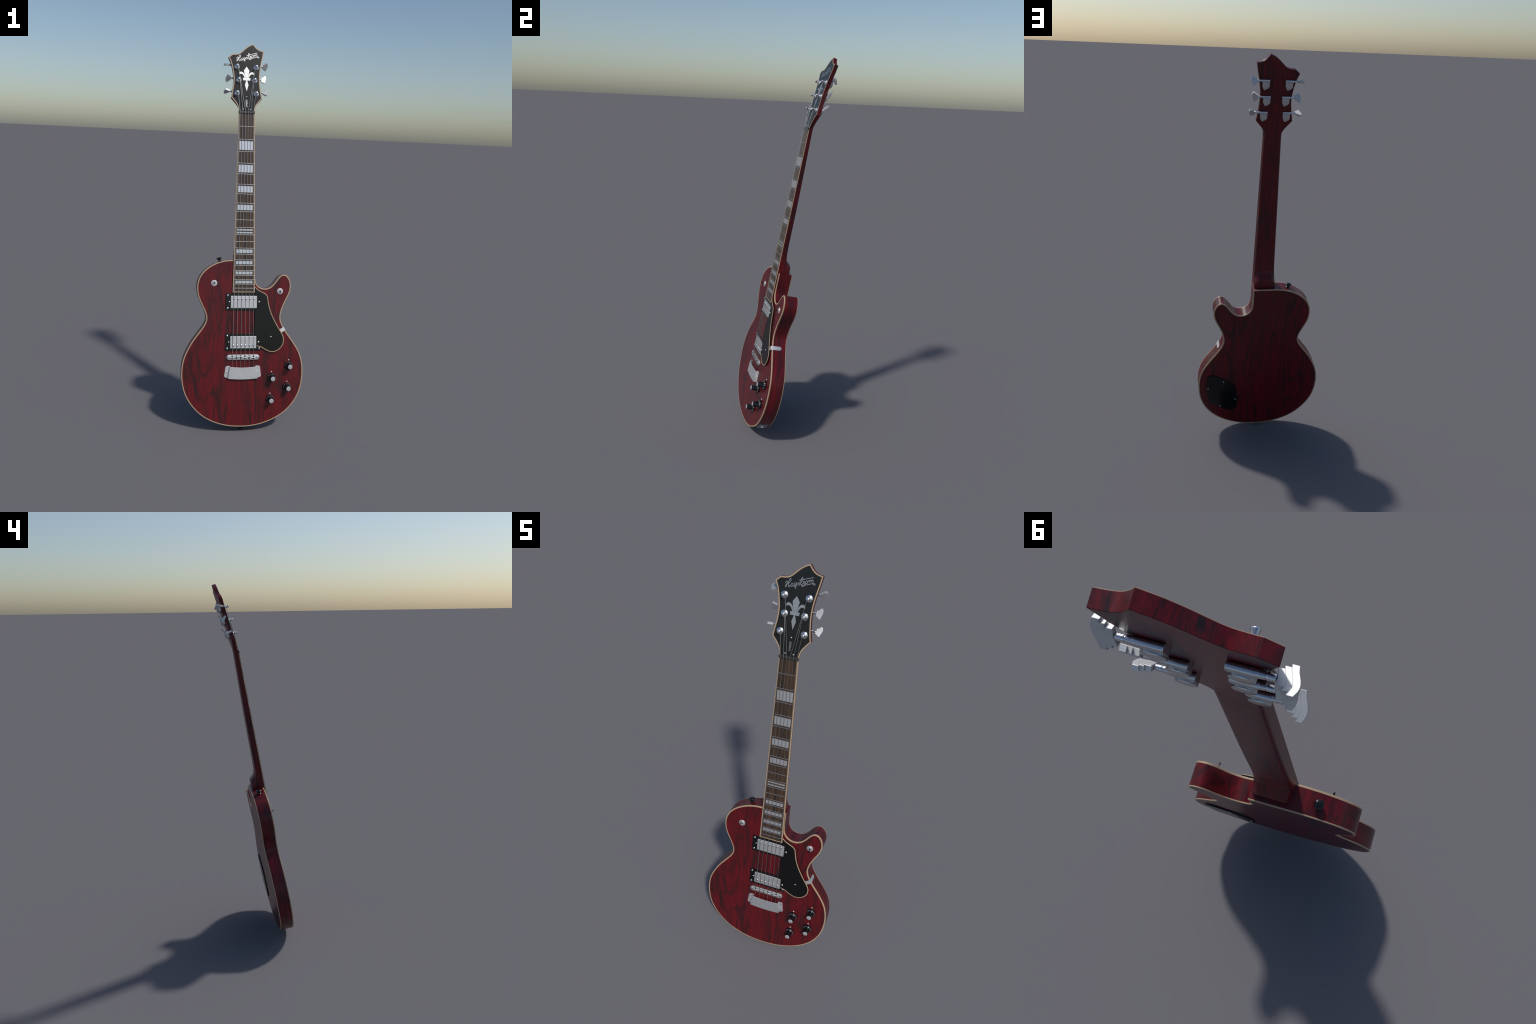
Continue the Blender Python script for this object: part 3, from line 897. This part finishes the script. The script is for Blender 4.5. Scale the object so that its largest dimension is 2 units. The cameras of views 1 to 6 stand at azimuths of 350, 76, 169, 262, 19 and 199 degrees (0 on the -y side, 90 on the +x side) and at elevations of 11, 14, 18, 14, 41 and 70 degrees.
# tray: outer wall, rim and sunken floor
pc = ccw(base)
pit = ccw(round_poly([(-0.0690, -0.0090), (0.0690, -0.0090), (0.0690, 0.0090), (-0.0690, 0.0090)], 0.0015, 2))
def R3(poly, z, M=M): return [M @ Vector((p.x, p.y, z)) for p in poly]
loops(bm, [R3(pc, 0.0035), R3(pc, 0.0090), R3(inset(pc, 0.0006), 0.0100), R3(inset(pc, 0.0016), 0.0104)], True, True)
bridge = part(bm, "bridge", root, NICKEL, 30)
bm = bmesh.new()
for k in range(6):
    x = STR_END[k]; flip = 1 if k in (0, 3, 5) else -1
    dv = -0.0026 * flip
    # saddle block with a peaked top, beside it the dark well and the adjusting screw
    A_, B_ = 0.0082, 0.0024
    sec = [(-B_, 0.0100), (-B_, 0.0118), (-0.0008, 0.0130), (0.0008, 0.0130), (B_, 0.0118), (B_, 0.0100)]
    rows = [[M @ Vector((x + sx * A_, dv + y, z)) for y, z in sec] for sx in (-1, 1)]
    loops(bm, rows)
sad = part(bm, "saddle", bridge, NICKEL, 20)
bm = bmesh.new()
for k in range(6):
    x = STR_END[k]; flip = 1 if k in (0, 3, 5) else -1
    box(bm, (x, 0.3622 + 0.0044 * flip, 0.0102), (0.0076, 0.0092, 0.0016))
    box(bm, (x, 0.3622 - 0.0072 * flip, 0.0102), (0.0160, 0.0026, 0.0014))
part(bm, "saddle_well", bridge, DARKM)
bm = bmesh.new()
lathe(bm, [(0, -0.011), (0.0019, -0.011), (0.0019, 0.006), (0.0030, 0.0062), (0.0030, 0.0088), (0.0, 0.0089)], 14)
iscrew = finish_mesh(bm, "intonation_screw", CHROME)
for k in range(6):
    place(iscrew, "intonation_screw", bridge, T(STR_END[k], 0.3702, 0.0088) @ Matrix.Rotation(-pi / 2, 4, "X"))
bm = bmesh.new()
lathe(bm, [(0.0062, -0.0135), (0.0062, 0.0002), (0.0058, 0.0012), (0.0034, 0.0022), (0.0, 0.0026)], 28)
stud = finish_mesh(bm, "bridge_stud", CHROME)
for x in (-0.0765, 0.0765):
    place(stud, "bridge_stud", bridge, T(x, 0.3622, 0.0102))

# ------------------------------------------------------------------ tailpiece: trapeze plate on two bent feet
bm = bmesh.new()
def tp_edge(y0, sag, hw, n=12):
    return [(-hw + 2 * hw * k / n, y0 - sag * (1 - (2 * k / n - 1) ** 2)) for k in range(n + 1)]
TPZ = 0.0150
top_e = tp_edge(0.3130, 0.0040, 0.0690); bot_e = tp_edge(0.2515, 0.0045, 0.0780)
outl = top_e + bot_e[::-1]
plate(bm, outl, TPZ - 0.0024, TPZ, 0.0006)
# end walls down to the feet, and the closed lower wall
for s in (1, -1):
    rows = []
    for (x, y) in ((0.0682, 0.3125), (0.0770, 0.2525)):
        rows.append([Vector((s * (x - 0.0022), y, TPZ - 0.0020)), Vector((s * (x + 0.0002), y, TPZ - 0.0020)), Vector((s * (x + 0.0036), y, 0.0010)), Vector((s * (x + 0.0010), y, 0.0010))])
    loops(bm, rows)
rows = []
for x, y in bot_e:
    xx = x * 0.985
    rows.append([Vector((xx, y + 0.0010, TPZ - 0.0020)), Vector((xx, y + 0.0032, TPZ - 0.0020)), Vector((xx, y + 0.0052, 0.0004)), Vector((xx, y + 0.0030, 0.0004))])
loops(bm, rows)
tailpiece = part(bm, "tailpiece", root, NICKEL, 30)
for s in (1, -1):
    bm = bmesh.new()
    foot = round_poly([(s * 0.0660, 0.3160), (s * 0.0905, 0.3168), (s * 0.0985, 0.2580), (s * 0.0735, 0.2520)], [0.0005, 0.010, 0.009, 0.0005], 5)
    plate(bm, foot, 0.0005, 0.0040, 0.0010)
    part(bm, "tailpiece_foot", tailpiece, NICKEL, 30)
for s in (1, -1):
    place(small_me, "screw", tailpiece, T(s * 0.0853, 0.2846, 0.0034))

# ------------------------------------------------------------------ control knobs
bm = bmesh.new()
lathe(bm, [(0.0, 0.0), (0.0218, 0.0), (0.0226, 0.0008), (0.0226, 0.0072), (0.0218, 0.0092), (0.0180, 0.0136), (0.0160, 0.0148), (0.0156, 0.0154), (0.0153, 0.0172), (0.0133, 0.0422), (0.0129, 0.0434), (0.0120, 0.0438), (0.0, 0.0438)], 56)
knob_me = finish_mesh(bm, "control_knob", BLACK, 40)
bm = bmesh.new()
lathe(bm, [(0.0, -0.0006), (0.0117, -0.0006), (0.0118, 0.0006), (0.0113, 0.0011), (0.0104, 0.0013), (0.0, 0.0013)], 48)
cap_me = finish_mesh(bm, "knob_cap", CAPM)
# numerals printed on the sloping skirt, as in 1..10 round three quarters of the circle
dig = []
for n in range(1, 11):
    cu = bpy.data.curves.new("digit", "FONT")
    cu.body = str(n); cu.size = 0.0050; cu.align_x = "CENTER"; cu.align_y = "CENTER"; cu.extrude = 0.00008; cu.offset = 0.00016; cu.resolution_u = 2
    ob = bpy.data.objects.new("digit", cu); bpy.context.collection.objects.link(ob)
    bpy.context.view_layer.update()
    me = bpy.data.meshes.new_from_object(ob.evaluated_get(bpy.context.evaluated_depsgraph_get()))
    bpy.data.objects.remove(ob); bpy.data.curves.remove(cu)
    dig.append(me)
bm = bmesh.new()
slope = atan2(0.0044, 0.0034)
for n, me in enumerate(dig):
    a = radians(-135 + 30 * n)
    M = Matrix.Rotation(-a, 4, "Z") @ T(0, 0.0200, 0.0116) @ Matrix.Rotation(-slope, 4, "X")
    t = bmesh.new(); t.from_mesh(me)
    bmesh.ops.transform(t, matrix=M, verts=t.verts)
    tm = bpy.data.meshes.new("t"); t.to_mesh(tm); t.free()
    bm.from_mesh(tm)
    bpy.data.meshes.remove(tm); bpy.data.meshes.remove(me)
num_me = bpy.data.meshes.new("knob_numerals"); bm.to_mesh(num_me); bm.free()
num_me.materials.append(WHITE)
bm = bmesh.new(); lathe(bm, [(0.0034, -0.001), (0.0034, 0.0012), (0.0026, 0.0024), (0.0, 0.0028)], 18)
dot_me = finish_mesh(bm, "pointer_pin", WHITE)
for (u, v), turn in (((0.2444, 0.3137), 0.0), ((0.1537, 0.2523), 0.15), ((0.2373, 0.1996), 1.05), ((0.1470, 0.1378), 0.1)):
    kn = place(knob_me, "control_knob", root, T(u, v, TOP))
    place(cap_me, "knob_cap", kn, T(0, 0, 0.0438))
    place(num_me, "knob_numerals", kn, Matrix.Rotation(turn, 4, "Z"))
    place(dot_me, "pointer_pin", root, T(u + 0.0002, v + 0.0305, TOP))

# ------------------------------------------------------------------ toggle switches
bm = bmesh.new()
lathe(bm, [(0.0, 0.0), (0.0162, 0.0), (0.0162, 0.0010), (0.0152, 0.0022), (0.0125, 0.0028), (0.0105, 0.0026), (0.0100, 0.0040), (0.0088, 0.0050), (0.0060, 0.0052), (0.0046, 0.0040), (0.0, 0.0040)], 40)
washer_me = finish_mesh(bm, "toggle_switch", NICKEL)
bm = bmesh.new()
lathe(bm, [(0.0, 0.0), (0.0042, 0.0), (0.0036, 0.002), (0.0019, 0.0065), (0.0019, 0.0110), (0.0027, 0.0160), (0.0029, 0.0185), (0.0022, 0.0204), (0.0, 0.0210)], 20)
lever_me = finish_mesh(bm, "switch_lever", BLACK)
for u, v, tilt in ((-0.1563, 0.7480, -26), (0.1922, 0.7073, 20)):
    sw = place(washer_me, "toggle_switch", root, T(u, v, TOP))
    place(lever_me, "switch_lever", sw, T(0, 0, 0.0030) @ Matrix.Rotation(radians(tilt), 4, "X"))

# ------------------------------------------------------------------ strap buttons, jack plate, back cover
bm = bmesh.new()
lathe(bm, [(0.0, -0.002), (0.0112, -0.002), (0.0112, 0.0020), (0.0100, 0.0034), (0.0062, 0.0052), (0.0058, 0.0090), (0.0074, 0.0130), (0.0132, 0.0150), (0.0142, 0.0164), (0.0142, 0.0190), (0.0132, 0.0208), (0.0090, 0.0230), (0.0, 0.0236)], 40)
button_strap = finish_mesh(bm, "strap_button", BLACK, 40)
def frame(x, y, z, nx, ny):
    n = Vector((nx, ny, 0)).normalized(); a = Vector((0, 0, 1)); b = n.cross(a)
    return Matrix.Translation((x, y, z)) @ Matrix(((a.x, b.x, n.x, 0), (a.y, b.y, n.y, 0), (a.z, b.z, n.z, 0), (0, 0, 0, 1)))
place(button_strap, "strap_button", root, frame(-0.1245, 0.8580, -0.0360, -0.26, 1.0))
place(button_strap, "strap_button", root, frame(0.0003, -0.0035, -0.0362, 0.0, -1.0))

# jack plate follows the curve of the side
def out_near(x, y):
    return min(range(len(outline)), key=lambda i: (outline[i] - Vector((x, y))).length)
i0, i1 = sorted((out_near(0.2062, 0.0553), out_near(0.2570, 0.0985)))
bm = bmesh.new()
rows = []
m = i1 - i0
for i in range(i0, i1 + 1):
    t = (outline[i + 1] - outline[i - 1]).normalized(); nrm = Vector((t.y, -t.x))
    q = (i - i0) / m
    e = 0.0040 * (1 - min(1, min(q, 1 - q) * m / 1.5))
    z0, z1 = -0.0600 + e, -0.0120 - e
    o = outline[i] + nrm * 0.0022; b_ = outline[i] - nrm * 0.0010
    o2 = outline[i] + nrm * 0.0014
    rows.append([Vector((b_.x, b_.y, z0)), Vector((o2.x, o2.y, z0)), Vector((o.x, o.y, z0 + 0.001)), Vector((o.x, o.y, z1 - 0.001)), Vector((o2.x, o2.y, z1)), Vector((b_.x, b_.y, z1))])
loops(bm, rows)
jack = part(bm, "jack_plate", root, DULL, 30)
im = (i0 + i1) // 2
t = (outline[im + 1] - outline[im - 1]).normalized(); nrm = Vector((t.y, -t.x))
bm = bmesh.new()
lathe(bm, [(0.0, 0.0), (0.0120, 0.0), (0.0120, 0.0022), (0.0112, 0.0028), (0.0086, 0.0028), (0.0086, 0.0050), (0.0078, 0.0054), (0.0062, 0.0054), (0.0058, 0.0048), (0.0056, 0.0010), (0.0, 0.0010)], 32)
socket = finish_mesh(bm, "jack_socket", CHROME)
c = outline[im] + nrm * 0.0020
place(socket, "jack_socket", jack, frame(c.x, c.y, -0.0360, nrm.x, nrm.y))
for k, z in ((i0 + 2, -0.018), (i0 + 2, -0.054), (i1 - 2, -0.018), (i1 - 2, -0.054)):
    t2 = (outline[k + 1] - outline[k - 1]).normalized(); n2 = Vector((t2.y, -t2.x)); c = outline[k] + n2 * 0.0020
    place(small_me, "screw", jack, frame(c.x, c.y, z, n2.x, n2.y) @ Matrix.Scale(0.7, 4))

cav = [(0.2797, 0.3120), (0.2762, 0.3290), (0.2650, 0.3405), (0.2472, 0.3450), (0.2289, 0.3395), (0.2074, 0.3276), (0.1810, 0.3115), (0.1575, 0.2955), (0.1369, 0.2784), (0.1254, 0.2598),
       (0.1198, 0.2336), (0.1155, 0.2013), (0.1125, 0.1687), (0.1131, 0.1345), (0.1187, 0.1145), (0.1326, 0.1040), (0.1510, 0.1025), (0.1722, 0.1105), (0.1930, 0.1222), (0.2153, 0.1362),
       (0.2374, 0.1515), (0.2565, 0.1660), (0.2670, 0.1813), (0.2724, 0.2077), (0.2767, 0.2418), (0.2795, 0.2773)]
bm = bmesh.new()
cav = [(x + 0.0006, y + 0.0040) for x, y in cav]
cp = ccw(resample(catmull(cav, closed=True, per=5), 0.005, closed=True))
CZ = -0.0805
loops(bm, [ring3(cp, -BODY_T + 0.001), ring3(cp, CZ + 0.0008), ring3(inset(cp, 0.0003), CZ + 0.0003), ring3(inset(cp, 0.001), CZ)])
backplate = part(bm, "control_cavity_cover", root, BACKPL, 30)
for u, v in ((0.1892, 0.3007), (0.2702, 0.2608), (0.1223, 0.1785), (0.2029, 0.1385)):
    place(small_me, "screw", backplate, T(u + 0.0006, v + 0.0042, CZ + 0.0004) @ Matrix.Rotation(pi, 4, "X") @ Matrix.Scale(0.85, 4))
